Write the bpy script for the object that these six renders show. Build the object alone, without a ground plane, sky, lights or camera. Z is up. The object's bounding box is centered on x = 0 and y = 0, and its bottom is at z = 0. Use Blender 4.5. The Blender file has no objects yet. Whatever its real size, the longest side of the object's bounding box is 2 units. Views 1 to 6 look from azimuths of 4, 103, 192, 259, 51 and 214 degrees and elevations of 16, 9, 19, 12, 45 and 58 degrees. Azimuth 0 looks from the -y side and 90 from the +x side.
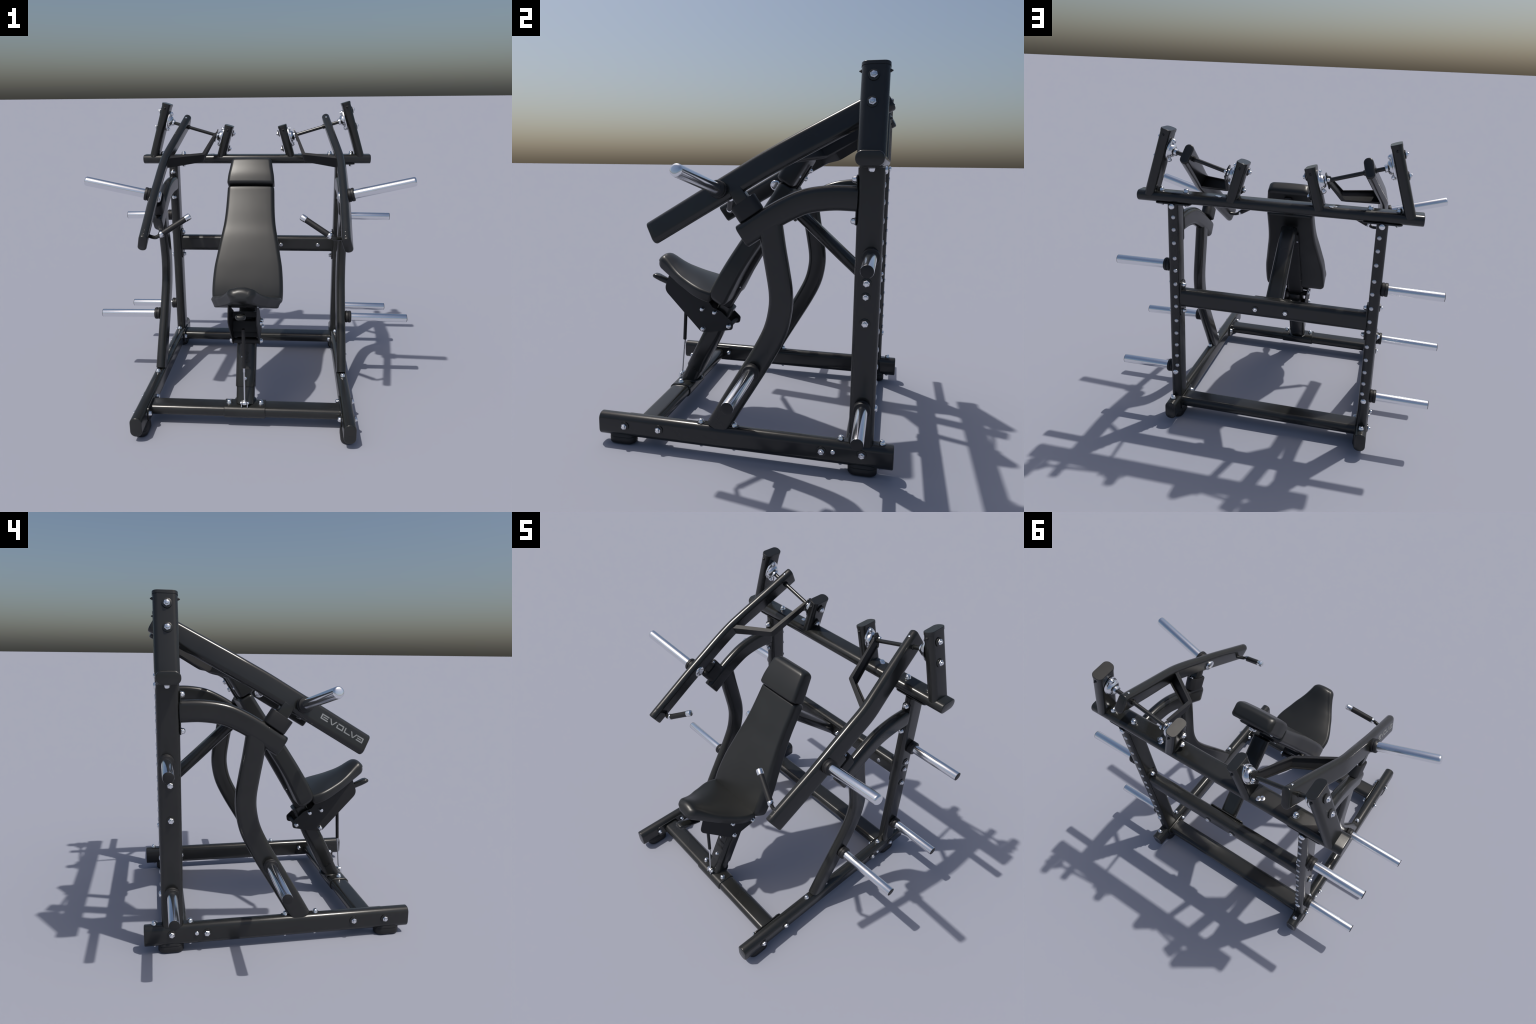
import bpy, math
from mathutils import Vector, Matrix

V = Vector
X, Y, Z = V((1, 0, 0)), V((0, 1, 0)), V((0, 0, 1))

# ------------------------------------------------------------------ materials
def material(name, colour, rough, metallic=0.0, spec=0.5, coat=0.0, grain=60.0, bump=0.02,
             vary=0.12, rough_vary=0.03):
    m = bpy.data.materials.new(name)
    m.use_nodes = True
    nt = m.node_tree
    b = nt.nodes["Principled BSDF"]
    b.inputs["Metallic"].default_value = metallic
    b.inputs["Specular IOR Level"].default_value = spec
    b.inputs["Coat Weight"].default_value = coat
    b.inputs["Coat Roughness"].default_value = 0.15
    tc = nt.nodes.new("ShaderNodeTexCoord")
    big = nt.nodes.new("ShaderNodeTexNoise")
    big.inputs["Scale"].default_value = 6.0
    big.inputs["Detail"].default_value = 5.0
    nt.links.new(tc.outputs["Object"], big.inputs["Vector"])
    ramp = nt.nodes.new("ShaderNodeValToRGB")
    lo = [c * (1 - vary) for c in colour] + [1]
    hi = [min(1, c * (1 + vary)) for c in colour] + [1]
    ramp.color_ramp.elements[0].position = 0.3
    ramp.color_ramp.elements[0].color = lo
    ramp.color_ramp.elements[1].position = 0.7
    ramp.color_ramp.elements[1].color = hi
    nt.links.new(big.outputs["Fac"], ramp.inputs["Fac"])
    nt.links.new(ramp.outputs["Color"], b.inputs["Base Color"])
    mr = nt.nodes.new("ShaderNodeMapRange")
    mr.inputs["To Min"].default_value = max(0.02, rough - rough_vary)
    mr.inputs["To Max"].default_value = rough + rough_vary
    nt.links.new(big.outputs["Fac"], mr.inputs["Value"])
    nt.links.new(mr.outputs["Result"], b.inputs["Roughness"])
    if bump > 0:
        fine = nt.nodes.new("ShaderNodeTexNoise")
        fine.inputs["Scale"].default_value = grain
        fine.inputs["Detail"].default_value = 3.0
        nt.links.new(tc.outputs["Object"], fine.inputs["Vector"])
        bp = nt.nodes.new("ShaderNodeBump")
        bp.inputs["Strength"].default_value = bump
        bp.inputs["Distance"].default_value = 0.01
        nt.links.new(fine.outputs["Fac"], bp.inputs["Height"])
        nt.links.new(bp.outputs["Normal"], b.inputs["Normal"])
    return m

PAINT = material("black_powder_coat", (0.0158, 0.0164, 0.0157), 0.245, spec=0.5, grain=28, bump=0.02)
PLATE = material("flat_black_steel", (0.014, 0.014, 0.015), 0.55, spec=0.4, grain=90, bump=0.03)
VINYL = material("black_vinyl", (0.0138, 0.0146, 0.0142), 0.375, spec=0.5, grain=320, bump=0.025, rough_vary=0.04)
RUBBER = material("black_rubber", (0.013, 0.013, 0.014), 0.5, spec=0.4, grain=120, bump=0.04)
CHROME = material("chrome", (0.86, 0.87, 0.89), 0.18, metallic=1.0, grain=12, bump=0.006, vary=0.03, rough_vary=0.02)
CASTING = material("bright_zinc", (0.86, 0.87, 0.89), 0.20, metallic=1.0, grain=40, bump=0.10, vary=0.12, rough_vary=0.08)
PLUGMETAL = material("dull_zinc", (0.55, 0.56, 0.58), 0.30, metallic=1.0, grain=40, bump=0.05, vary=0.15)
PRINT = material("grey_print", (0.24, 0.25, 0.25), 0.5, grain=80, bump=0.0, vary=0.1)

# ------------------------------------------------------------------ object helpers
COLL = bpy.context.scene.collection
ROOT = bpy.data.objects.new("plate_loaded_press_machine", None)
ROOT.empty_display_size = 0.3
COLL.objects.link(ROOT)
ROOT["label"] = "black steel seated chest press machine with chrome weight horns"
ROOT["category"] = "exercise machine"

def shade(me, angle=35):
    me.polygons.foreach_set("use_smooth", [True] * len(me.polygons))
    me.set_sharp_from_angle(angle=math.radians(angle))

def obj(name, me, parent=None, matrix=None):
    o = bpy.data.objects.new(name, me)
    COLL.objects.link(o)
    o.parent = parent or ROOT
    if matrix is not None:
        o.matrix_local = matrix
    return o

def mesh(name, verts, faces, mat, angle=35):
    me = bpy.data.meshes.new(name)
    me.from_pydata([tuple(v) for v in verts], [], faces)
    me.materials.append(mat)
    me.validate()
    import bmesh
    bm = bmesh.new(); bm.from_mesh(me)
    bmesh.ops.recalc_face_normals(bm, faces=bm.faces)
    bm.to_mesh(me); bm.free()
    shade(me, angle)
    return me

def mirrored(me):
    m2 = me.copy()
    m2.transform(Matrix.Scale(-1, 4, X))
    m2.flip_normals()
    return m2

def both(name, me, parents=(None, None)):
    """the part on the +x side and its mirror image on the -x side"""
    return obj(name, me, parents[0]), obj(name, mirrored(me), parents[1])

def round_rect(w, h, r, n=7):
    """closed rounded rectangle, w along the first axis, h along the second"""
    pts = []
    r = min(r, w / 2 - 1e-4, h / 2 - 1e-4)
    for cx, cy, a0 in ((w/2-r, h/2-r, 0), (-w/2+r, h/2-r, 90), (-w/2+r, -h/2+r, 180), (w/2-r, -h/2+r, 270)):
        for i in range(n):
            a = math.radians(a0 + 90 * i / (n - 1))
            pts.append((cx + r * math.cos(a), cy + r * math.sin(a)))
    return pts

def skin(rings, closed_ends=True):
    n = len(rings[0])
    verts = [p for ring in rings for p in ring]
    faces = []
    for k in range(len(rings) - 1):
        for i in range(n):
            j = (i + 1) % n
            faces.append((k*n+i, k*n+j, (k+1)*n+j, (k+1)*n+i))
    if closed_ends:
        faces.append(tuple(range(n - 1, -1, -1)))
        b = (len(rings) - 1) * n
        faces.append(tuple(range(b, b + n)))
    return verts, faces

def smooth_path(pts, per=8):
    """Catmull-Rom through the control points"""
    P = [V(p) for p in pts]
    P = [P[0] * 2 - P[1]] + P + [P[-1] * 2 - P[-2]]
    out = []
    for i in range(1, len(P) - 2):
        a, b, c, d = P[i-1], P[i], P[i+1], P[i+2]
        for k in range(per):
            t = k / per
            out.append(0.5 * ((2*b) + (c-a)*t + (2*a-5*b+4*c-d)*t*t + (3*b-a-3*c+d)*t**3))
    out.append(P[-2].copy())
    return out

def tube(name, path, side, w, h, r, mat=PAINT, chamfer=0.006, n=7):
    """flat-oval steel tube swept along a path; `side` is the direction of its thin width
    (one vector, or one per path point)"""
    P = [V(p) for p in path]
    sides = side if isinstance(side, list) else [V(side)] * len(P)
    rings = []
    sec = round_rect(w, h, r, n)
    def ring(c, t, s, k=0.0):
        s = (s - t * s.dot(t)).normalized()
        u = t.cross(s)
        return [c + s * (a * (1 - k / (w/2))) + u * (b * (1 - k / (h/2))) for a, b in sec]
    T = []
    for i in range(len(P)):
        a = P[max(i-1, 0)]; b = P[min(i+1, len(P)-1)]
        T.append((b - a).normalized())
    L = len(P) - 1
    c = chamfer
    if c > 0:
        rings = [ring(P[0] + T[0] * (c * (1 - math.cos(math.radians(30 * k)))), T[0], sides[0],
                      c * (1 - math.sin(math.radians(30 * k)))) for k in range(4)]
    else:
        rings = [ring(P[0], T[0], sides[0])]
    for i in range(1, L):
        rings.append(ring(P[i], T[i], sides[i]))
    if c > 0:
        rings += [ring(P[L] - T[L] * (c * (1 - math.cos(math.radians(30 * k)))), T[L], sides[L],
                       c * (1 - math.sin(math.radians(30 * k)))) for k in (3, 2, 1, 0)]
    else:
        rings.append(ring(P[L], T[L], sides[L]))
    v, f = skin(rings)
    return mesh(name, v, f, mat)

def frame(axis, up=None):
    """matrix whose local z points along axis"""
    z = V(axis).normalized()
    ref = V(up) if up is not None else (Y if abs(z.y) < 0.9 else X)
    x = ref.cross(z).normalized()
    y = z.cross(x)
    return Matrix((x, y, z)).transposed().to_4x4()

def at(p, axis, up=None):
    return Matrix.Translation(V(p)) @ frame(axis, up)

def lathe(name, profile, mat, seg=32, angle=35):
    """profile of (radius, height) turned round local z"""
    rings = [[V((r * math.cos(2*math.pi*i/seg), r * math.sin(2*math.pi*i/seg), z)) for i in range(seg)]
             for r, z in profile]
    v, f = skin(rings)
    return mesh(name, v, f, mat, angle)

def rod(name, a, b, r, mat, seg=24, c=0.002):
    a, b = V(a), V(b)
    L = (b - a).length
    me = lathe(name, [(r-c, 0), (r, c), (r, L-c), (r-c, L)], mat, seg)
    me.transform(at(a, b - a))
    return me

def pipe(name, path, r, mat, seg=16):
    P = [V(p) for p in path]
    rings = []
    for i, p in enumerate(P):
        t = (P[min(i+1, len(P)-1)] - P[max(i-1, 0)]).normalized()
        m = frame(t, up=(0.3, 0.2, 1))
        rings.append([p + (m @ V((r*math.cos(2*math.pi*k/seg), r*math.sin(2*math.pi*k/seg), 0))) for k in range(seg)])
    v, f = skin(rings)
    return mesh(name, v, f, mat)

def prism(name, outline, origin, u, v, w, thick, mat, bevel=0.0012):
    """flat plate: outline in the (u, v) plane, extruded +-thick/2 along w"""
    o, u, v, w = V(origin), V(u).normalized(), V(v).normalized(), V(w).normalized()
    cx = sum(p[0] for p in outline) / len(outline)
    cy = sum(p[1] for p in outline) / len(outline)
    def ring(h, k):
        res = []
        for a, b in outline:
            d = math.hypot(a-cx, b-cy)
            s = 1 - k / max(d, 1e-4)
            res.append(o + u*(cx+(a-cx)*s) + v*(cy+(b-cy)*s) + w*h)
        return res
    t = thick / 2
    rings = [ring(-t, bevel), ring(-t+bevel, 0), ring(t-bevel, 0), ring(t, bevel)]
    vv, f = skin(rings)
    return mesh(name, vv, f, mat, 30)

def box_plate(name, c, size_u, size_v, u, v, thick, mat, r=0.008):
    u, v = V(u).normalized(), V(v).normalized()
    return prism(name, round_rect(size_u, size_v, r, 5), c, u, v, u.cross(v), thick, mat)

def rounded_polygon(pts, r, n=6):
    """fillet each corner of a polygon; r may be one value or one per corner"""
    out = []
    N = len(pts)
    for i in range(N):
        p = V((*pts[i], 0)); a = V((*pts[i-1], 0)); b = V((*pts[(i+1) % N], 0))
        rr = r[i] if isinstance(r, (list, tuple)) else r
        da, db = (a - p), (b - p)
        ang = da.angle(db)
        d = min(rr / math.tan(ang / 2), da.length * 0.45, db.length * 0.45)
        s, e = p + da.normalized() * d, p + db.normalized() * d
        for k in range(n):
            t = k / (n - 1)
            q = s * (1-t)**2 + p * 2*t*(1-t) + e * t*t
            out.append((q.x, q.y))
    return out

# ------------------------------------------------------------------ fasteners (shared meshes)
def hexa(r, z0, z1, mat, name):
    c = 0.0015
    rings = []
    for rr, z in ((r, z0), (r, z1 - c), (r - c, z1)):
        rings.append([V((rr*math.cos(math.pi*i/3), rr*math.sin(math.pi*i/3), z)) for i in range(6)])
    v, f = skin(rings)
    return mesh(name, v, f, mat, 25)

WASHER = lathe("washer", [(0.0195, -0.001), (0.0205, 0.001), (0.0200, 0.0035), (0.0150, 0.0050)], PAINT, 24)
NUT = hexa(0.0135, 0.003, 0.0105, CHROME, "nut")
STUB = lathe("bolt_tip", [(0.0085, 0.009), (0.0085, 0.0140), (0.0075, 0.0160), (0.0045, 0.0170)], CHROME, 16)
DOME = lathe("dome_nut", [(0.0145, -0.001), (0.0150, 0.003), (0.0138, 0.0045), (0.0132, 0.0100), (0.0115, 0.0145),
                          (0.0080, 0.0178), (0.0035, 0.0190)], CHROME, 20, 40)
PLUG = lathe("hole_plug", [(0.0118, -0.002), (0.0118, 0.0010), (0.0100, 0.0030), (0.0060, 0.0042), (0.0020, 0.0046)], PLUGMETAL, 20, 60)
PAN = lathe("pan_bolt", [(0.0165, -0.002), (0.0165, 0.003), (0.0145, 0.0075), (0.0090, 0.0100), (0.0030, 0.0106)], CHROME, 20, 60)
TINY = lathe("small_bolt", [(0.0100, -0.002), (0.0100, 0.005), (0.0085, 0.0080), (0.0040, 0.0090)], CHROME, 16, 60)

CAPSCREW = lathe("cap_screw", [(0.0075, -0.002), (0.0075, 0.003), (0.0045, 0.006), (0.0030, 0.0105), (0.0012, 0.0115)], PLATE, 12)

def fix(me, p, axis, parent, spin=0.0, scale=1.0, name=None):
    m = at(p, axis) @ Matrix.Rotation(spin, 4, 'Z') @ Matrix.Scale(scale, 4)
    return obj(name or me.name, me, parent, m)

def fix2(me, p, axis, parents, spin=0.0, scale=1.0, name=None):
    p, a = V(p), V(axis)
    fix(me, p, a, parents[0], spin, scale, name)
    fix(me, V((-p.x, p.y, p.z)), V((-a.x, a.y, a.z)), parents[1], -spin, scale, name)

def bolt2(p, axis, parents, spin=0.0, scale=1.13):
    """hex nut on a black washer with the thread standing out"""
    for me in (WASHER, NUT, STUB):
        fix2(me, p, axis, parents, spin, scale)

def dome2(p, axis, parents, s=1.0):
    fix2(DOME, p, axis, parents, 0, s)

# ------------------------------------------------------------------ base frame
TW, TH, TR = 0.060, 0.112, 0.028          # flat-oval tube: width, height, corner radius
XC = 0.5765                                # distance of each side frame from the middle

XR = 0.579
rail = both("side_rail", tube("side_rail", [(XR, -0.7185, 0.0940), (XR, 0, 0.0940), (XR, 0.7185, 0.0940)], X, 0.0675, 0.114, 0.031, n=9))

for yc, L in ((-0.602, 0.138), (0.582, 0.132)):
    rings = []
    for z, k in ((0.0, 0.008), (0.003, 0.003), (0.008, 0.0), (0.030, 0.0), (0.034, 0.002), (0.038, 0.0), (0.048, 0.002), (0.062, 0.010), (0.075, 0.022)):
        rings.append([V((XC - 0.002 + a * (1 - k/0.038), yc + b * (1 - k/0.069), z)) for a, b in round_rect(0.076, L, 0.036, 7)])
    v, f = skin(rings)
    both("rubber_foot", mesh("rubber_foot", v, f, RUBBER), rail)

fc = obj("front_crossbar", tube("front_crossbar", [(-0.546, -0.486, 0.091), (0, -0.486, 0.091), (0.546, -0.486, 0.091)], Z, 0.064, TH, TR, chamfer=0, n=9))
rc = obj("rear_crossbar", tube("rear_crossbar", [(-0.546, 0.551, 0.088), (0, 0.551, 0.088), (0.546, 0.551, 0.088)], Z, 0.064, TH + 0.007, TR, chamfer=0, n=9))
mc = obj("middle_crossbar", tube("middle_crossbar", [(-0.546, 0.573, 0.802), (0, 0.573, 0.802), (0.546, 0.573, 0.802)], Y, 0.074, TH - 0.001, TR, chamfer=0, n=9))

both("end_plate", box_plate("end_plate", (0.5425, -0.488, 0.094), 0.215, 0.088, Y, Z, 0.007, PAINT, 0.02), (fc, fc))
both("end_plate", box_plate("end_plate", (0.5425, 0.540, 0.092), 0.175, 0.086, Y, Z, 0.007, PAINT, 0.02), (rc, rc))
both("end_plate", box_plate("end_plate", (0.5425, 0.572, 0.797), 0.075, 0.215, Y, Z, 0.007, PAINT, 0.02), (mc, mc))

RS = X * 1.0
for y, z in ((-0.578, 0.099), (-0.398, 0.102), (0.397, 0.099), (0.578, 0.104)):
    bolt2((XR + 0.0332, y, z), X, rail, 0.3 + y)
fix2(TINY, (XR + 0.0332, 0.450, 0.103), X, rail, 0, 1.1)
for y, z in ((-0.583, 0.100), (-0.398, 0.101), (0.470, 0.096)):
    dome2((0.540, y, z), -X, rail)
for y in (-0.189, -0.024, 0.482, 0.666):
    dome2((XR, y, 0.1525), Z, rail, 1.0)
    fix2(TINY, (XR, y, 0.0385), -Z, rail, 0, 1.0)

# ------------------------------------------------------------------ uprights
col = both("column", tube("column", [(XC, 0.572, 0.140), (XC, 0.572, 0.8), (XC, 0.572, 1.372)], X, TW + 0.0015, TH, 0.024, chamfer=0, n=8))
both("base_plate", box_plate("base_plate", (XC, 0.572, 0.1495), 0.036, 0.225, X, Y, 0.004, PAINT, 0.016), col)
both("top_plate", box_plate("top_plate", (XC, 0.573, 1.3750), 0.205, 0.096, X, Y, 0.008, PAINT, 0.02), col)
for z, x in ((1.301, 0.568), (1.229, 0.567), (1.150, 0.567), (1.058, 0.565), (0.899, 0.564), (0.820, 0.563), (0.759, 0.563),
             (0.666, 0.563), (0.583, 0.565), (0.504, 0.565), (0.430, 0.565), (0.363, 0.564)):
    fix2(PLUG, (x, 0.6275, z), Y, col)
fix2(PLUG, (0.562, 0.6275, 0.983), Y, col)
for z in (1.366, 0.319):
    fix2(PAN, (0.575, 0.6275, z - 0.004), Y, col)
for z in (0.886, 0.709):
    bolt2((XC + 0.0305, 0.569, z), X, col, z)
fix(WASHER, (XC + 0.0305, 0.568, 0.826), X, col[0]); fix(NUT, (XC + 0.0305, 0.568, 0.826), X, col[0]); fix(STUB, (XC + 0.0305, 0.568, 0.826), X, col[0])
for z in (0.878, 0.713):
    dome2((0.539, 0.572, z), -X, col, 1.0)
    fix2(STUB, (0.540, 0.572, z), -X, col)

# ------------------------------------------------------------------ top beam with its four bearing posts
beam = obj("top_beam", tube("top_beam", [(-0.784, 0.5710, 1.4075), (0, 0.5710, 1.4075), (0.784, 0.5710, 1.4075)], Z, 0.060, TH, 0.028, n=9))
for x in (0.508, 0.654):
    dome2((x, 0.578, 1.4370), Z, (beam, beam), 1.15)
    dome2((x, 0.574, 1.3705), -Z, (beam, beam), 0.95)
for x, y in ((0.322, 0.588), (0.306, 0.600)):  # plain bright discs added in place of small white marks on the beam
    fix2(lathe("white_mark_disc", [(0.014, -0.001), (0.014, 0.0012), (0.013, 0.0018), (0.004, 0.0018)], CASTING, 20), (x, y, 1.4374), Z, (beam, beam))

N = V((0.960, 0, 0.280)).normalized()      # direction of the pivot shaft, outwards and up
PU = V((-0.280, 0, 0.960)).normalized()    # direction of the posts

def post(name, base, top):
    base, top = V(base), V(top)
    t = (top - base).normalized()
    me = tube(name, [base, (base + top) / 2, top], N, 0.057, 0.113, 0.024, chamfer=0, n=8)
    o = both(name, me, (beam, beam))
    cap = []
    for z, k in ((-0.010, 0.0), (0.0035, 0.0), (0.0050, 0.0006), (0.0058, 0.0022)):
        s = (N - t * N.dot(t)).normalized()
        cap.append([top + t * z + s * (a * (1 - k/0.032)) + Y * (b * (1 - k/0.06)) for a, b in round_rect(0.0605, 0.117, 0.0255, 7)])
    v, f = skin(cap)
    both("end_cap", mesh("end_cap", v, f, PAINT, 20), (beam, beam))
    for sy in (-1, 1):                       # little screws that hold the cap, front and rear
        fix2(CAPSCREW, top - t * 0.026 + Y * (sy * 0.0555), Y * sy, (beam, beam))
    return o

OP = post("bearing_post", (0.714, 0.574, 1.415), (0.6040, 0.574, 1.776))
IP = post("bearing_post", (0.243, 0.575, 1.415), (0.1815, 0.575, 1.628))

# flange bearing: oval zinc plate, domed housing, collar (local z = away from the post)
def bearing_mesh():
    parts_v, parts_f = [], []
    def add(vf):
        b = len(parts_v)
        parts_v.extend(vf[0]); parts_f.extend([tuple(i + b for i in f) for f in vf[1]])
    rings = []
    for z, k in ((0, 0), (0.006, 0), (0.009, 0.003), (0.010, 0.008)):
        ring = []
        for i in range(40):
            a = 2 * math.pi * i / 40
            ex, ey = 0.040 * math.cos(a), 0.066 * math.sin(a)
            sc = 1 - k / 0.05
            # diamond-like oval: narrower towards the bolt ends
            ex *= (1 - 0.35 * abs(math.sin(a)) ** 3)
            ring.append(V((ex * sc, ey * sc, z)))
        rings.append(ring)
    add(skin(rings))
    def turn(prof, cy=0.0, seg=28):
        return skin([[V((r*math.cos(2*math.pi*i/seg), cy + r*math.sin(2*math.pi*i/seg), z)) for i in range(seg)] for r, z in prof])
    add(turn([(0.0385, 0.004), (0.0385, 0.012), (0.0365, 0.0185), (0.0320, 0.0250), (0.0250, 0.0295), (0.0235, 0.0295), (0.0225, 0.0260), (0.0205, 0.0260), (0.0205, 0.0400), (0.0180, 0.0430), (0.0125, 0.0430)]))
    for s in (-1, 1):
        add(turn([(0.0135, 0.008), (0.0135, 0.013), (0.0115, 0.0165), (0.0080, 0.0170), (0.0080, 0.0210), (0.005, 0.0225)], s * 0.0505, 14))
    return mesh("flange_bearing", parts_v, parts_f, CASTING, 35)

BEAR = bearing_mesh()
BEAR.transform(Matrix.Diagonal((1.08, 1.04, 1.12, 1)))
SH0 = V((0.245, 0.5675, 1.5596))             # shaft passes through here
def on_shaft(x):
    return SH0 + N * ((x - SH0.x) / N.x)
def face_point(x_mid, sgn):
    return on_shaft(x_mid) + N * (sgn * 0.0305)
bo = face_point(0.634, -1)
bi = face_point(0.200, +1)
for p, ax in ((bo, -N), (bi, N)):
    m = at(p, ax, up=PU)
    # local y along the post
    m = Matrix.Translation(p) @ Matrix((PU.cross(ax), PU, ax)).transposed().to_4x4()
    obj("flange_bearing", BEAR, beam, m)
    axm, pum = V((-ax.x, ax.y, ax.z)), V((-PU.x, PU.y, PU.z))
    mm = Matrix.Translation(V((-p.x, p.y, p.z))) @ Matrix((pum.cross(axm), pum, axm)).transposed().to_4x4()
    obj("flange_bearing", BEAR, beam, mm)
for s in (-1, 1):
    p = on_shaft(0.634) + N * 0.0305 + PU * (0.055 * s) - PU * 0.004
    bolt2(p, N, (beam, beam), 0.2)
    p = on_shaft(0.200) - N * 0.0305 + PU * (0.053 * s) - PU * 0.010
    bolt2(p, -N, (beam, beam), 0.5)

# ------------------------------------------------------------------ arched side supports
arch = both("arch_tube", tube("arch_tube", smooth_path([(XC, 0.5200, 1.2416), (XC, 0.4112, 1.2426), (XC, 0.3026, 1.2263), (XC, 0.2153, 1.1893),
            (XC, 0.1219, 1.1345), (XC, 0.0123, 1.0609)], 6), X, TW, 0.109, TR, n=9))
both("flange_plate", box_plate("flange_plate", (XC, 0.5135, 1.235), 0.052, 0.215, X, Z, 0.004, PAINT, 0.022), arch)
for z in (1.322, 1.147):
    dome2((XC, 0.511, z), -Y, arch, 1.1)

leg = both("curved_leg", tube("curved_leg", smooth_path([(XC, -0.1074, 0.1369), (XC, -0.0303, 0.2739), (XC, 0.0428, 0.3977), (XC, 0.1179, 0.5276), (XC, 0.1686, 0.6342),
            (XC, 0.1909, 0.7306), (XC, 0.1930, 0.8138), (XC, 0.1767, 0.9183), (XC, 0.1585, 1.0147), (XC, 0.1375, 1.1460)], 5), X, TW - 0.0025, 0.110, TR - 0.001, chamfer=0, n=9))
both("base_plate", box_plate("base_plate", (XC, -0.107, 0.1495), 0.036, 0.215, X, Y, 0.004, PAINT, 0.016), leg)

# ------------------------------------------------------------------ weight horns on the frame
def horn(base, tip, r, parents, capped):
    base, tip = V(base), V(tip)
    d = (tip - base).normalized()
    L = (tip - base).length
    if capped:
        prof = [(r - 0.004, 0.010), (r, 0.012), (r, L - 0.004), (r - 0.001, L - 0.002), (r - 0.003, L - 0.002)]
        me = lathe("weight_horn", prof, CHROME, 40)
        pl = lathe("end_plug", [(r - 0.0025, L - 0.010), (r - 0.0010, L - 0.003), (r - 0.0008, L - 0.0005), (r - 0.003, L + 0.001), (0.004, L + 0.001)], RUBBER, 32)
    else:
        prof = [(r - 0.004, 0.010), (r, 0.012), (r, L - 0.012), (r - 0.0015, L - 0.006), (r - 0.006, L - 0.0015), (r - 0.012, L), (0.004, L + 0.001)]
        me = lathe("weight_horn", prof, CHROME, 40, 60)
        pl = None
    R = r + 0.0125
    cl = lathe("horn_collar", [(R - 0.006, -0.004), (R - 0.001, 0.0), (R, 0.003), (R, 0.012), (R - 0.003, 0.0145), (R - 0.003, 0.0165),
                               (R, 0.019), (R, 0.030), (R - 0.003, 0.034), (r - 0.002, 0.035)], RUBBER, 36, 40)
    M = at(base, d)
    for m, n in ((me, "weight_horn"), (cl, "horn_collar"), (pl, "end_plug")):
        if m is None:
            continue
        m.transform(M)
        both(n, m, parents)

horn((0.6085, 0.585, 1.003), (0.940, 0.585, 1.000), 0.0257, col, True)
horn((0.6085, 0.573, 0.325), (0.938, 0.573, 0.323), 0.0257, col, True)
horn((0.6090, 0.068, 0.446), (0.9990, 0.072, 0.440), 0.0260, leg, True)

# ------------------------------------------------------------------ press arms
A_pts = [(0.4820, 0.630, 1.6610), (0.4966, 0.545, 1.6151), (0.5130, 0.450, 1.5639), (0.5292, 0.360, 1.5153),
         (0.5440, 0.280, 1.4721), (0.5566, 0.200, 1.4276), (0.5595, 0.100, 1.3721), (0.5603, 0.000, 1.3126),
         (0.5615, -0.150, 1.2233), (0.5579, -0.300, 1.1340), (0.5547, -0.434, 1.0543)]
A_path = smooth_path(A_pts, 5)
NF = V((0.964, -0.152, 0.218)).normalized()    # side of the front run
sides = []
for p in A_path:
    t = min(1, max(0, (0.40 - p.y) / 0.22))
    t = t * t * (3 - 2 * t)
    sides.append((N * (1 - t) + NF * t).normalized())
AW, AH = 0.0500, 0.1115
arm = both("press_arm", tube("press_arm", A_path, sides, AW, AH, 0.0235, chamfer=0.008, n=9))

ax = (V(A_pts[-1]) - V(A_pts[-4])).normalized()          # along the front run, downwards
NF = (NF - ax * NF.dot(ax)).normalized()
UP = ax.cross(NF).normalized()
if UP.z < 0:
    UP = -UP

hb = V((0.5610, -0.088, 1.2610))
horn(hb + NF * (AW/2 - 0.001), V((0.9540, -0.146, 1.3570)), 0.0272, arm, False)
# polished head of the horn's bolt on the inner face
kn = lathe("horn_bolt_head", [(0.032, -0.004), (0.034, 0.001), (0.0345, 0.006), (0.032, 0.0105), (0.025, 0.014), (0.012, 0.0155), (0.003, 0.016)], CHROME, 32, 60)
kn.transform(at(hb - NF * (AW/2 - 0.001) - UP * 0.004, -NF))
both("horn_bolt_head", kn, arm)

# pivot shaft through the rear of the arm
both("pivot_shaft", rod("pivot_shaft", on_shaft(0.200) + N * 0.03, on_shaft(0.634) - N * 0.03, 0.0112, PAINT), arm)
for s in (0.516, 0.458):
    c = lathe("shaft_collar", [(0.0150, -0.004), (0.0155, 0.0), (0.0155, 0.006), (0.013, 0.008)], PAINT, 20)
    sg = 1 if s > 0.5 else -1
    c.transform(at(on_shaft(s - 0.004 * sg), N * sg))
    both("shaft_collar", c, arm)
fix2(TINY, V((0.4780, 0.567, 1.6830)), V((-0.1, -0.45, 0.88)), arm, 0, 0.7)
# two weld dots near the front end of the arm
for s in (0.030, 0.058):
    p = V(A_pts[-1]) - ax * s + UP * (AH/2 - 0.001)
    fix2(lathe("weld_dot", [(0.006, -0.001), (0.0055, 0.0008), (0.003, 0.0018), (0.001, 0.002)], PAINT, 12), p, UP, arm)

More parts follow.
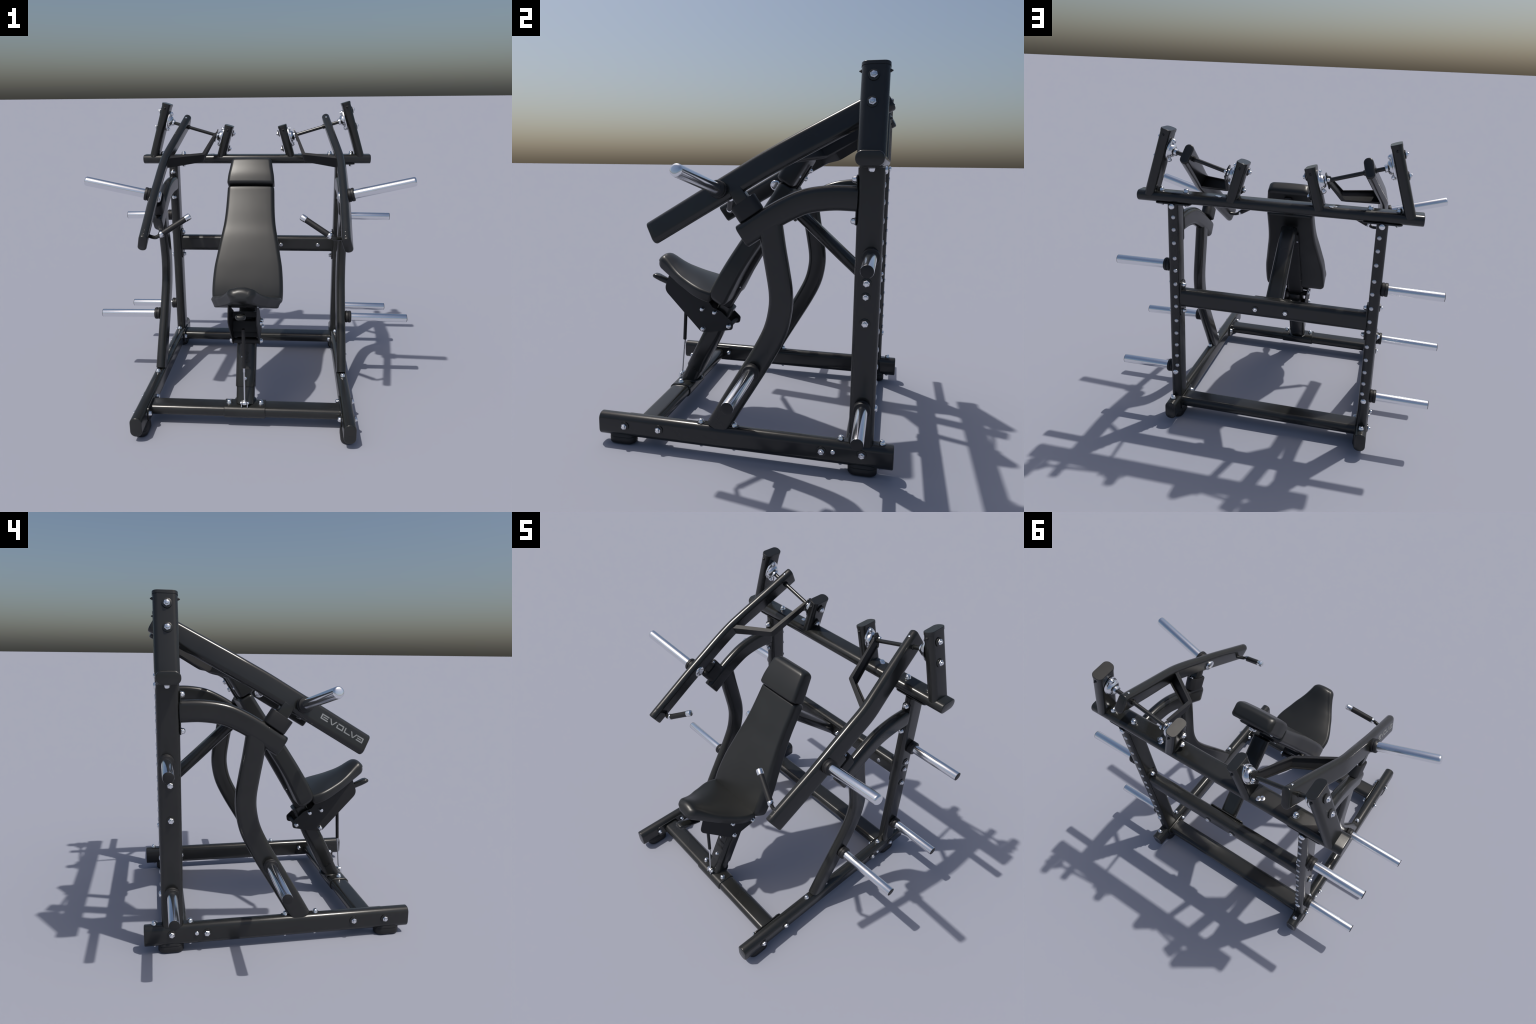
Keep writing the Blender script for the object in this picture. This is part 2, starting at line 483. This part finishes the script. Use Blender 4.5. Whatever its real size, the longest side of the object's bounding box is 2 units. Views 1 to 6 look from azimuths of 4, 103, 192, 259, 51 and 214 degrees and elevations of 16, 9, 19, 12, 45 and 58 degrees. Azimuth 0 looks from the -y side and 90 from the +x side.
# linkage strap: bent flat bar with lips, from the arm to the inner bearing
S0, S1, S2 = V((0.5420, 0.2020, 1.4205)), V((0.3280, 0.3330, 1.4380)), V((0.2690, 0.5900, 1.5830))
HN = (S1 - S0).cross(S2 - S1).normalized()
if HN.z < 0:
    HN = -HN
def strap():
    H, t = 0.030, 0.0045
    verts, faces = [], []
    def add(vf):
        b = len(verts)
        verts.extend(vf[0]); faces.extend([tuple(i + b for i in f) for f in vf[1]])
    path = [S0, S1.lerp(S0, 0.10), S1.lerp(S0, 0.03), S1, S1.lerp(S2, 0.03), S1.lerp(S2, 0.10), S1.lerp(S2, 0.55), S1.lerp(S2, 0.88), S2]
    mid = 0.5 * (path[2] + path[4])
    path[3] = path[3].lerp(mid, 0.35)
    hh = [0.040, 0.032, 0.030, 0.030, 0.030, 0.030, 0.026, 0.026, 0.014]
    rings = []
    for i, p in enumerate(path):
        T = (path[min(i+1, len(path)-1)] - path[max(i-1, 0)]).normalized()
        S = HN.cross(T).normalized()
        rings.append([p + S*t + HN*hh[i], p - S*t + HN*hh[i], p - S*t - HN*hh[i], p + S*t - HN*hh[i]])
    add(skin(rings))
    # lips along both runs: the strap is a shallow channel open towards the arm and the rear
    for (A, B_, w0, w1), out in (((S0, S1, 0.020, 0.017), Y), ((S1, S1.lerp(S2, 0.86), 0.017, 0.010), X)):
        T = (B_ - A).normalized()
        S = HN.cross(T).normalized()
        if S.dot(out) < 0:
            S = -S
        for sg in (-1, 1):
            rr = []
            for k in (0.0, 0.5, 1.0):
                w = w0 + (w1 - w0) * k
                hgt = 0.0365 - 0.009 * k if out is Y else 0.0275 - 0.004 * k
                c = A.lerp(B_, k) + HN * (sg * hgt)
                rr.append([c + HN*sg*0.0028, c + HN*sg*0.0022 + S*w, c - HN*sg*0.0018 + S*w, c - HN*sg*0.0015])
            add(skin(rr))
    return mesh("linkage_strap", verts, faces, PLATE, 30)
both("linkage_strap", strap(), arm)
# lug plate of the strap standing round the shaft
lug_c = on_shaft(0.272)
LU = (PU + Y * 0.25).normalized()
LU = (LU - N * LU.dot(N)).normalized()
lug = prism("strap_lug", rounded_polygon([(-0.022, -0.045), (0.022, -0.045), (0.026, 0.0), (0.016, 0.042), (-0.010, 0.042), (-0.026, 0.0)], 0.012),
            lug_c, N.cross(LU), LU, N, 0.006, PAINT)
both("strap_lug", lug, arm)
fix2(DOME, lug_c + N * 0.003 + LU * 0.004 + Y * 0.020, N, arm, 0, 0.75)
cl = lathe("shaft_collar", [(0.0175, -0.006), (0.018, -0.004), (0.018, 0.006), (0.0165, 0.009)], CASTING, 20)
cl.transform(at(on_shaft(0.262), N))
both("shaft_collar", cl, arm)

# bumper: stub of tube on the arch that catches the bracket under the arm
D = V((0, 0.825, 0.565)).normalized()
U2 = V((0, -0.565, 0.825)).normalized()
bump_c = V((0.570, 0.0338, 1.1865))
def stub(name, c, L, W, H, r, mat, rim=0.0):
    rings = []
    for h, k in ((-H/2, 0.004), (-H/2 + 0.004, 0), (H/2 - 0.004, -rim), (H/2, 0.002 - rim), (H/2, 0.010), (H/2 - 0.006, 0.012)):
        rings.append([c + X * (a * (1 - k/(W/2))) + D * (b * (1 - k/(L/2))) + U2 * h for a, b in round_rect(W, L, r, 7)])
    v, f = skin(rings)
    return mesh(name, v, f, mat)
both("bumper", stub("bumper", bump_c, 0.127, 0.065, 0.076, 0.029, RUBBER, 0.001), arch)
both("stop_bracket", stub("stop_bracket", V((0.570, 0.000, 1.2425)), 0.062, 0.050, 0.070, 0.006, PAINT), arm)
fix2(DOME, V((0.570, 0.050, 1.236)), D, arm, 0, 0.7)

# handle: bent rod, grip and polished end collars
H0 = V((0.4690, -0.371, 1.0905)); H1 = V((0.3165, -0.316, 1.1815))
gd = (H1 - H0).normalized()
root = V((0.545, -0.352, 1.083))
both("handle_rod", pipe("handle_rod", smooth_path([root, V((0.515, -0.366, 1.077)), V((0.492, -0.3745, 1.078)), H0 + gd * 0.004, H0 + gd * 0.03], 5), 0.0105, PAINT), arm)
L = (H1 - H0).length
g = lathe("grip", [(0.0150, 0.010), (0.0165, 0.012), (0.0165, L - 0.020), (0.0150, L - 0.018)], RUBBER, 28)
g.transform(at(H0, gd)); both("grip", g, arm)
c0 = lathe("grip_collar", [(0.0125, -0.006), (0.0160, -0.003), (0.0180, 0.002), (0.0180, 0.014), (0.0168, 0.016)], CHROME, 28)
c0.transform(at(H0, gd)); both("grip_collar", c0, arm)
c1 = lathe("grip_collar", [(0.0168, L - 0.022), (0.0185, L - 0.020), (0.0185, L + 0.004), (0.0165, L + 0.009), (0.010, L + 0.012), (0.003, L + 0.0125)], CHROME, 28, 40)
c1.transform(at(H0, gd)); both("grip_collar", c1, arm)

# lettering on the outer face of the -x arm
def lettering():
    verts, faces = [], []
    t = 0.0058                        # stroke
    hgt = 0.0275
    def quad(pts):
        b = len(verts)
        for z in (-0.0015, 0.0010):
            for s, h in pts:
                verts.append((s, h, z))
        faces.append((b, b+1, b+2, b+3)); faces.append((b+4, b+5, b+6, b+7))
        for i in range(4):
            j = (i + 1) % 4
            faces.append((b+i, b+j, b+4+j, b+4+i))
    def bar(x0, x1, y0, y1, sl=0.0, sr=0.0):
        quad([(x0, y0), (x1 - sr, y0), (x1, y1), (x0 + sl, y1)])
    def letter_E(x, w, flip=False):
        m = (lambda a: 2 * x + w - a) if flip else (lambda a: a)
        def q(x0, x1, y0, y1):
            quad([(m(x0), y0), (m(x1), y0), (m(x1), y1), (m(x0), y1)])
        q(x, x + t * 1.15, 0.0, hgt)
        q(x + t * 1.15, x + w, hgt - t * 1.05, hgt)
        q(x + t * 1.15, x + w, 0.0, t * 1.05)
        q(x + t * 2.0, x + w * 0.92, hgt/2 - t*0.42, hgt/2 + t*0.42)
    def letter_V(x, w):
        a = 1.25 * t
        quad([(x, hgt), (x + a, hgt), (x + w/2 + a*0.45, 0), (x + w/2 - a*0.55, 0)])
        quad([(x + w - a*0.9, hgt), (x + w, hgt), (x + w/2 + a*0.55, 0), (x + w/2 - a*0.25, 0)])
    letter_E(0.0, 0.044)
    letter_V(0.049, 0.044)
    x = 0.098                          # O, open at its top left corner
    quad([(x, 0), (x + t*1.1, 0), (x + t*1.1, hgt*0.62), (x, hgt*0.62)])
    quad([(x + t*1.1, 0), (x + 0.040, 0), (x + 0.040, t), (x + t*1.1, t)])
    quad([(x + 0.040 - t*1.1, t), (x + 0.040, t), (x + 0.040, hgt), (x + 0.040 - t*1.1, hgt)])
    quad([(x + 0.004, hgt - t), (x + 0.040 - t*1.1, hgt - t), (x + 0.040 - t*1.1, hgt), (x + 0.004, hgt)])
    x = 0.146
    quad([(x, 0), (x + t*1.1, 0), (x + t*1.1, hgt), (x, hgt)])
    quad([(x + t*1.1, 0), (x + 0.038, 0), (x + 0.038, t), (x + t*1.1, t)])
    letter_V(0.181, 0.042)
    letter_E(0.224, 0.040, True)
    me = mesh("lettering", verts, faces, PRINT, 30)
    return me
txt = lettering()
# wrap the lettering on the outer face of the arm (its swept path), then carry it to the -x side
def arm_centre(back):
    """point of the arm's path `back` metres behind its front end"""
    d = 0.0
    for a, b in zip(reversed(A_path), list(reversed(A_path))[1:]):
        L = (b - a).length
        if d + L >= back:
            return a.lerp(b, (back - d) / L)
        d += L
    return A_path[0]
for v_ in txt.vertices:
    q = arm_centre(0.296 - v_.co.x) + UP * (v_.co.y - 0.0095) + NF * (AW/2 + v_.co.z - 0.0002)
    v_.co = (-q.x, q.y, q.z)
txt.update()
obj("lettering", txt, arm[1])

# ------------------------------------------------------------------ seat support
sp_dir = V((0, 0.249, 0.503)).normalized()
sp_n = V((0, -0.503, 0.249)).normalized()                # towards the front
SP = V((0, -0.318, 0.420))
post_c = lambda z: SP + sp_dir * ((z - SP.z) / sp_dir.z)
seat_post = obj("seat_post", tube("seat_post", [post_c(0.115), post_c(0.3), post_c(0.590)], X, 0.104, 0.092, 0.028, chamfer=0, n=8))
obj("post_sleeve", tube("post_sleeve", [post_c(0.200), post_c(0.3), post_c(0.47)], X, 0.114, 0.103, 0.030, chamfer=0.004, n=8), seat_post)
# ribbed scale strip and stop on the front of the sleeve
for z, w, hh in ((0.330, 0.046, 0.010), (0.296, 0.052, 0.014), (0.372, 0.030, 0.012)):
    c = post_c(z) + sp_n * 0.0510
    obj("scale_strip", box_plate("scale_strip", c, w, hh, X, sp_dir, 0.005, PLATE, 0.004), seat_post)
fix(DOME, post_c(0.243) + sp_n * 0.0500, sp_n, seat_post, 0, 0.8)
fix(TINY, post_c(0.352) + sp_n * 0.050 + X * -0.018, sp_n, seat_post, 0, 0.8)

# saddle plate over the front crossbar
sad = []
for x, k in ((-0.118, 0.003), (-0.115, 0.0), (0.115, 0.0), (0.118, 0.003)):
    sad.append([V((x, -0.486 + a * (1 - k/0.06), 0.091 + b * (1 - k/0.035))) for a, b in round_rect(TH + 0.013, 0.076, 0.034, 8)])
v, f = skin(sad)
obj("saddle_plate", mesh("saddle_plate", v, f, PAINT), seat_post)
for s in (-1, 1):
    fix(DOME, (s * 0.091, -0.490, 0.1290), Z, seat_post, 0, 1.1)
ring = lathe("weld_bead", [(0.068, 0.0), (0.066, 0.004), (0.060, 0.007), (0.05, 0.007)], PAINT, 32)
ring.transform(Matrix.Translation((0, -0.450, 0.1260)) @ Matrix.Diagonal((0.93, 0.86, 1, 1)))
obj("weld_bead", ring, seat_post)

# side plates of the seat carriage
outline = rounded_polygon([(-0.553, 0.775), (-0.590, 0.672), (-0.372, 0.440), (-0.330, 0.4395), (-0.185, 0.464), (-0.180, 0.500), (-0.250, 0.566),
                           (-0.300, 0.585), (-0.340, 0.640), (-0.520, 0.740)], [0.02, 0.055, 0.03, 0.02, 0.018, 0.02, 0.02, 0.03, 0.04, 0.03], 7)
for s in (-1, 1):
    pl_ = prism("carriage_plate", outline, (s * 0.076, 0, 0), Y, Z, X, 0.006, PLATE)
    cp = obj("carriage_plate", pl_, seat_post)
    for y, z in ((-0.361, 0.5725), (-0.288, 0.558), (-0.358, 0.459), (-0.2065, 0.485)):
        fix(DOME, (s * 0.0785, y, z), X * s, seat_post, 0, 1.0)
    for y, z in ((-0.512, 0.728), (-0.526, 0.736)):
        fix(TINY, (s * 0.0785, y, z), X * s, seat_post, 0, 0.45)
for (y, z), r in (((-0.358, 0.459), 0.016), ((-0.2065, 0.485), 0.013), ((-0.361, 0.5725), 0.012), ((-0.288, 0.558), 0.013)):
    obj("cross_pin", rod("cross_pin", (-0.074, y, z), (0.074, y, z), r, PLATE), seat_post)
for (y, z), (uy, uz), wd in (((-0.385, 0.560), (0.4, 0.9), 0.06), ((-0.372, 0.505), (0.5, 0.85), 0.03), ((-0.400, 0.640), (0.3, 0.95), 0.03)):
    obj("cross_plate", box_plate("cross_plate", (0, y, z), 0.146, wd, X, (0, uy, uz), 0.006, PLATE, 0.004), seat_post)
obj("seat_mount", box_plate("seat_mount", (0, -0.440, 0.704), 0.146, 0.20, X, (0, -0.92, 0.39), 0.010, PLATE, 0.01), seat_post)
# adjusting lever under the nose of the seat
lv = []
for y, z, w, h in ((-0.545, 0.686, 0.034, 0.018), (-0.600, 0.703, 0.036, 0.020), (-0.640, 0.720, 0.052, 0.018), (-0.664, 0.731, 0.058, 0.016), (-0.680, 0.736, 0.050, 0.013), (-0.687, 0.737, 0.034, 0.007)):
    d = V((0, -0.92, 0.36)); u = V((0, 0.36, 0.92))
    lv.append([V((a, y, z)) + u * b for a, b in round_rect(w, h * 1.8, h * 0.8, 5)])
v, f = skin(lv)
obj("seat_lever", mesh("seat_lever", v, f, PAINT, 50), seat_post)
# gas spring
g0, g1, g2 = V((-0.004, -0.490, 0.590)), V((-0.002, -0.5015, 0.358)), V((0, -0.520, 0.152))
obj("gas_spring_cylinder", rod("gas_spring_cylinder", g1, g0, 0.0100, PLATE, 20), seat_post)
obj("gas_spring_rod", rod("gas_spring_rod", g2, g1 + (g0 - g1) * 0.05, 0.0048, CHROME, 16, 0.001), seat_post)
obj("gas_spring_ferrule", rod("gas_spring_ferrule", g1 - (g1-g2).normalized()*0.025, g1, 0.0068, CHROME, 16, 0.001), seat_post)
eye = lathe("spring_eye", [(0.006, -0.013), (0.013, -0.011), (0.0145, -0.004), (0.0145, 0.004), (0.013, 0.011), (0.006, 0.013)], CASTING, 18, 40)
eye.transform(at((0, -0.521, 0.148), X))
obj("spring_eye", eye, seat_post)
for sx in (-1, 1):
    ear = prism("spring_bracket", rounded_polygon([(-0.540, 0.124), (-0.500, 0.124), (-0.508, 0.158), (-0.532, 0.160)], 0.008), (sx * 0.0165, 0, 0), Y, Z, X, 0.004, CASTING)
    obj("spring_bracket", ear, seat_post)
fix(TINY, (0.018, -0.521, 0.148), X, seat_post, 0, 0.9); fix(TINY, (-0.018, -0.521, 0.148), -X, seat_post, 0, 0.9)

# diagonal brace from the middle crossbar to the back of the seat post
b0, b1 = V((0, 0.545, 0.7865)), V((0, 0.135, 1.1570))
bd = (b1 - b0).normalized()
bn = bd.cross(X).normalized()
brace = obj("diagonal_brace", tube("diagonal_brace", [b0, (b0 + b1) / 2, b1], bn, 0.064, 0.104, 0.029, chamfer=0.004, n=8))
obj("flange_plate", box_plate("flange_plate", (0, 0.5330, 0.804), 0.235, 0.092, X, Z, 0.007, PAINT, 0.015), brace)
for s in (-1, 1):
    for me in (WASHER, NUT, STUB):
        fix(me, (s * 0.088, 0.609, 0.797), Y, mc, 0.3)
    fix(DOME, (s * 0.088, 0.530, 0.800), -Y, brace, 0, 1.0)
for x in (0.440, 0.178):
    fix(PLUG, (x, 0.5365, 0.798), -Y, mc, 0, 1.2)

# ------------------------------------------------------------------ upholstery
PO = V((0, -0.274, 0.712)); PA = V((0, 0.5276, 0.8495)); PN = V((0, -0.8495, 0.5276))   # origin, up along the pad, out of its face

def lerp_table(tab, t):
    if t <= tab[0][0]:
        return tab[0][1:]
    for a, b in zip(tab, tab[1:]):
        if t <= b[0]:
            k = (t - a[0]) / (b[0] - a[0])
            i = tab.index(a)
            p = tab[i-1] if i > 0 else a
            n = tab[i+2] if i + 2 < len(tab) else b
            h = b[0] - a[0]
            out = []
            for c in range(1, len(a)):                       # cubic Hermite through the rows
                ma = (b[c] - p[c]) / (b[0] - p[0]) * h if p is not a else (b[c] - a[c])
                mb = (n[c] - a[c]) / (n[0] - a[0]) * h if n is not b else (b[c] - a[c])
                out.append((2*k**3 - 3*k**2 + 1) * a[c] + (k**3 - 2*k**2 + k) * ma + (3*k**2 - 2*k**3) * b[c] + (k**3 - k**2) * mb)
            return out
    return tab[-1][1:]

def cushion(name, t0, t1, table, r_end0, r_end1, r_front, r_back, crown=0.003, n_t=44, edge_in=0.0):
    """upholstered slab: table rows are (t, half width, front depth, back depth)"""
    m = 8
    def ring(t, inset):
        w, fr, bk = lerp_table(table, t)
        w -= inset; fr -= inset; bk += inset
        pts = []
        nf = 9
        def corner(cx, cy, r, a0):
            for i in range(nf):
                a = math.radians(a0 + 90 * i / (nf - 1))
                pts.append((cx + r * math.cos(a), cy + r * math.sin(a)))
        rf = max(0.004, min(r_front, (fr - bk) * 0.55))
        rb = max(0.003, min(r_back, (fr - bk) * 0.40))
        corner(w - rf, fr - rf, rf, 0)
        for i in range(1, 8):                      # crowned front face
            x = (w - rf) * (1 - 2 * i / 8)
            pts.append((x, fr + crown * (1 - (x / (w - rf)) ** 2)))
        corner(-w + rf, fr - rf, rf, 90)
        corner(-w + rb, bk + rb, rb, 180)
        corner(w - rb, bk + rb, rb, 270)
        return [PO + PA * t + X * a + PN * b for a, b in pts]
    # quarter-round ends: distance from end d, inset r - sqrt(r^2-(r-d)^2)
    rings = []
    def ins(d, r):
        return 0.0 if d >= r else r - math.sqrt(max(0.0, r*r - (r-d)**2))
    T = []
    for k in range(m + 1):
        T.append(t0 + r_end0 * (1 - math.cos(math.pi/2 * k / m)))
    for k in range(1, n_t):
        T.append(t0 + r_end0 + (t1 - r_end1 - t0 - r_end0) * k / n_t)
    for k in range(m, -1, -1):
        T.append(t1 - r_end1 * (1 - math.cos(math.pi/2 * k / m)))
    for t in T:
        i = max(ins(t - t0, r_end0), ins(t1 - t, r_end1))
        rings.append(ring(t, min(i, 0.045)))
    v, f = skin(rings)
    return mesh(name, v, f, VINYL, 60)

back_table = [(-0.055, 0.190, -0.014, -0.108), (-0.020, 0.205, -0.004, -0.110), (0.05, 0.2085, 0.004, -0.104), (0.165, 0.202, 0.008, -0.094), (0.244, 0.1895, 0.009, -0.091),
              (0.357, 0.171, 0.008, -0.092), (0.438, 0.158, 0.004, -0.091), (0.52, 0.1505, 0.002, -0.090), (0.62, 0.1465, 0.000, -0.089), (0.69, 0.1445, 0.000, -0.088)]
back = obj("back_pad", cushion("back_pad", -0.052, 0.690, back_table, 0.042, 0.016, 0.025, 0.020))
head_table = [(0.68, 0.1480, 0.026, -0.070), (0.75, 0.1420, 0.029, -0.070), (0.80, 0.1340, 0.026, -0.070), (0.88, 0.1230, 0.015, -0.070)]
head = obj("headrest", cushion("headrest", 0.692, 0.876, head_table, 0.016, 0.028, 0.024, 0.018))
# strap that carries the headrest, and its bolts
for t, dpt, L_, wd in ((0.70, -0.094, 0.30, 0.050),):
    obj("headrest_strap", box_plate("headrest_strap", PO + PA * (t - 0.02) + PN * -0.0800, wd, L_, X, PA, 0.008, PLATE, 0.012), head)
for t in (0.755, 0.805):
    fix(DOME, PO + PA * t + PN * -0.0820, -PN, head, 0, 0.95)
for s in (-1, 1):
    fix(TINY, PO + PA * 0.76 + PN * -0.0690 + X * (s * 0.105), -PN, head, 0, 0.8)
# steel rail and bracket behind the pad
obj("pad_rail", tube("pad_rail", [PO + PA * t + PN * d for t, d in ((-0.10, -0.099), (0.2, -0.091), (0.50, -0.082))], X, 0.100, 0.046, 0.012, PLATE, 0.004, 5), back)
for t, w_, h_ in ((0.47, 0.104, 0.13), (0.06, 0.104, 0.12)):
    obj("pad_bracket", box_plate("pad_bracket", PO + PA * t + PN * -0.094, w_, h_, X, PA, 0.030, PLATE, 0.01), back)
    for s in (-1, 1):
        fix(TINY, PO + PA * t + PN * -0.108 + X * (s * w_ * 0.42), -PN, back, 0, 0.6)

# seat: saddle slab, wide at the back, nose turned up at the front
SO = V((0, -0.30, 0.64)); SE = V((0, -0.92, 0.392)).normalized(); SM = V((0, 0.392, 0.92)).normalized()
# rows: along the seat, half width, edge height, centre height, underside
seat_tab = [(-0.020, 0.200, 0.068, 0.072, 0.004), (0.015, 0.203, 0.065, 0.072, 0.000), (0.050, 0.203, 0.062, 0.072, -0.002), (0.085, 0.195, 0.060, 0.072, -0.003),
            (0.120, 0.182, 0.058, 0.072, -0.003), (0.160, 0.164, 0.057, 0.073, -0.002), (0.200, 0.147, 0.058, 0.075, -0.001), (0.240, 0.126, 0.062, 0.079, 0.001),
            (0.280, 0.106, 0.071, 0.086, 0.003), (0.315, 0.091, 0.082, 0.094, 0.005), (0.340, 0.082, 0.089, 0.098, 0.008), (0.365, 0.075, 0.091, 0.098, 0.012), (0.390, 0.069, 0.088, 0.094, 0.016)]
def seat():
    rings = []
    e0, e1, r0, r1 = -0.012, 0.3835, 0.010, 0.034
    def ins(d, r):
        return 0.0 if d >= r else r - math.sqrt(max(0.0, r*r - (r-d)**2))
    E_ = [e0 + r0 * (1 - math.cos(math.pi/2 * k / 7)) for k in range(8)]
    E_ += [e0 + r0 + (e1 - r1 - e0 - r0) * k / 40 for k in range(1, 40)]
    E_ += [e1 - r1 * (1 - math.cos(math.pi/2 * k / 9)) for k in range(9, -1, -1)]
    for e in E_:
        w, edge, mid, bot = lerp_table(seat_tab, e)
        i = min(0.035, max(ins(e - e0, r0), ins(e1 - e, r1)))
        w -= i; edge -= i; mid -= i; bot += i * 0.7
        k_nose = min(1, max(0, (e - 0.22) / 0.12))
        r = min(0.019 + 0.013 * k_nose, (edge - bot) * (0.36 + 0.10 * k_nose), w * 0.45)
        pts = []
        def corner(cx, cz, a0, rr, n=8):
            for k in range(n):
                a = math.radians(a0 + 90 * k / (n - 1))
                pts.append((cx + rr * math.cos(a), cz + rr * math.sin(a)))
        corner(w - r, edge - r, 0, r)
        for k in range(1, 16):                     # dished or crowned top
            u = 1 - 2 * k / 16
            pts.append(((w - r) * u, mid + (edge - mid) * abs(u) ** 2.2))
        corner(-w + r, edge - r, 90, r)
        rb = r * 0.6
        corner(-w + rb + 0.016, bot + rb, 180, rb, 6)
        corner(w - rb - 0.016, bot + rb, 270, rb, 6)
        rings.append([SO + SE * e + X * a + SM * b for a, b in pts])
    v, f = skin(rings)
    return mesh("seat", v, f, VINYL, 60)
obj("seat", seat())
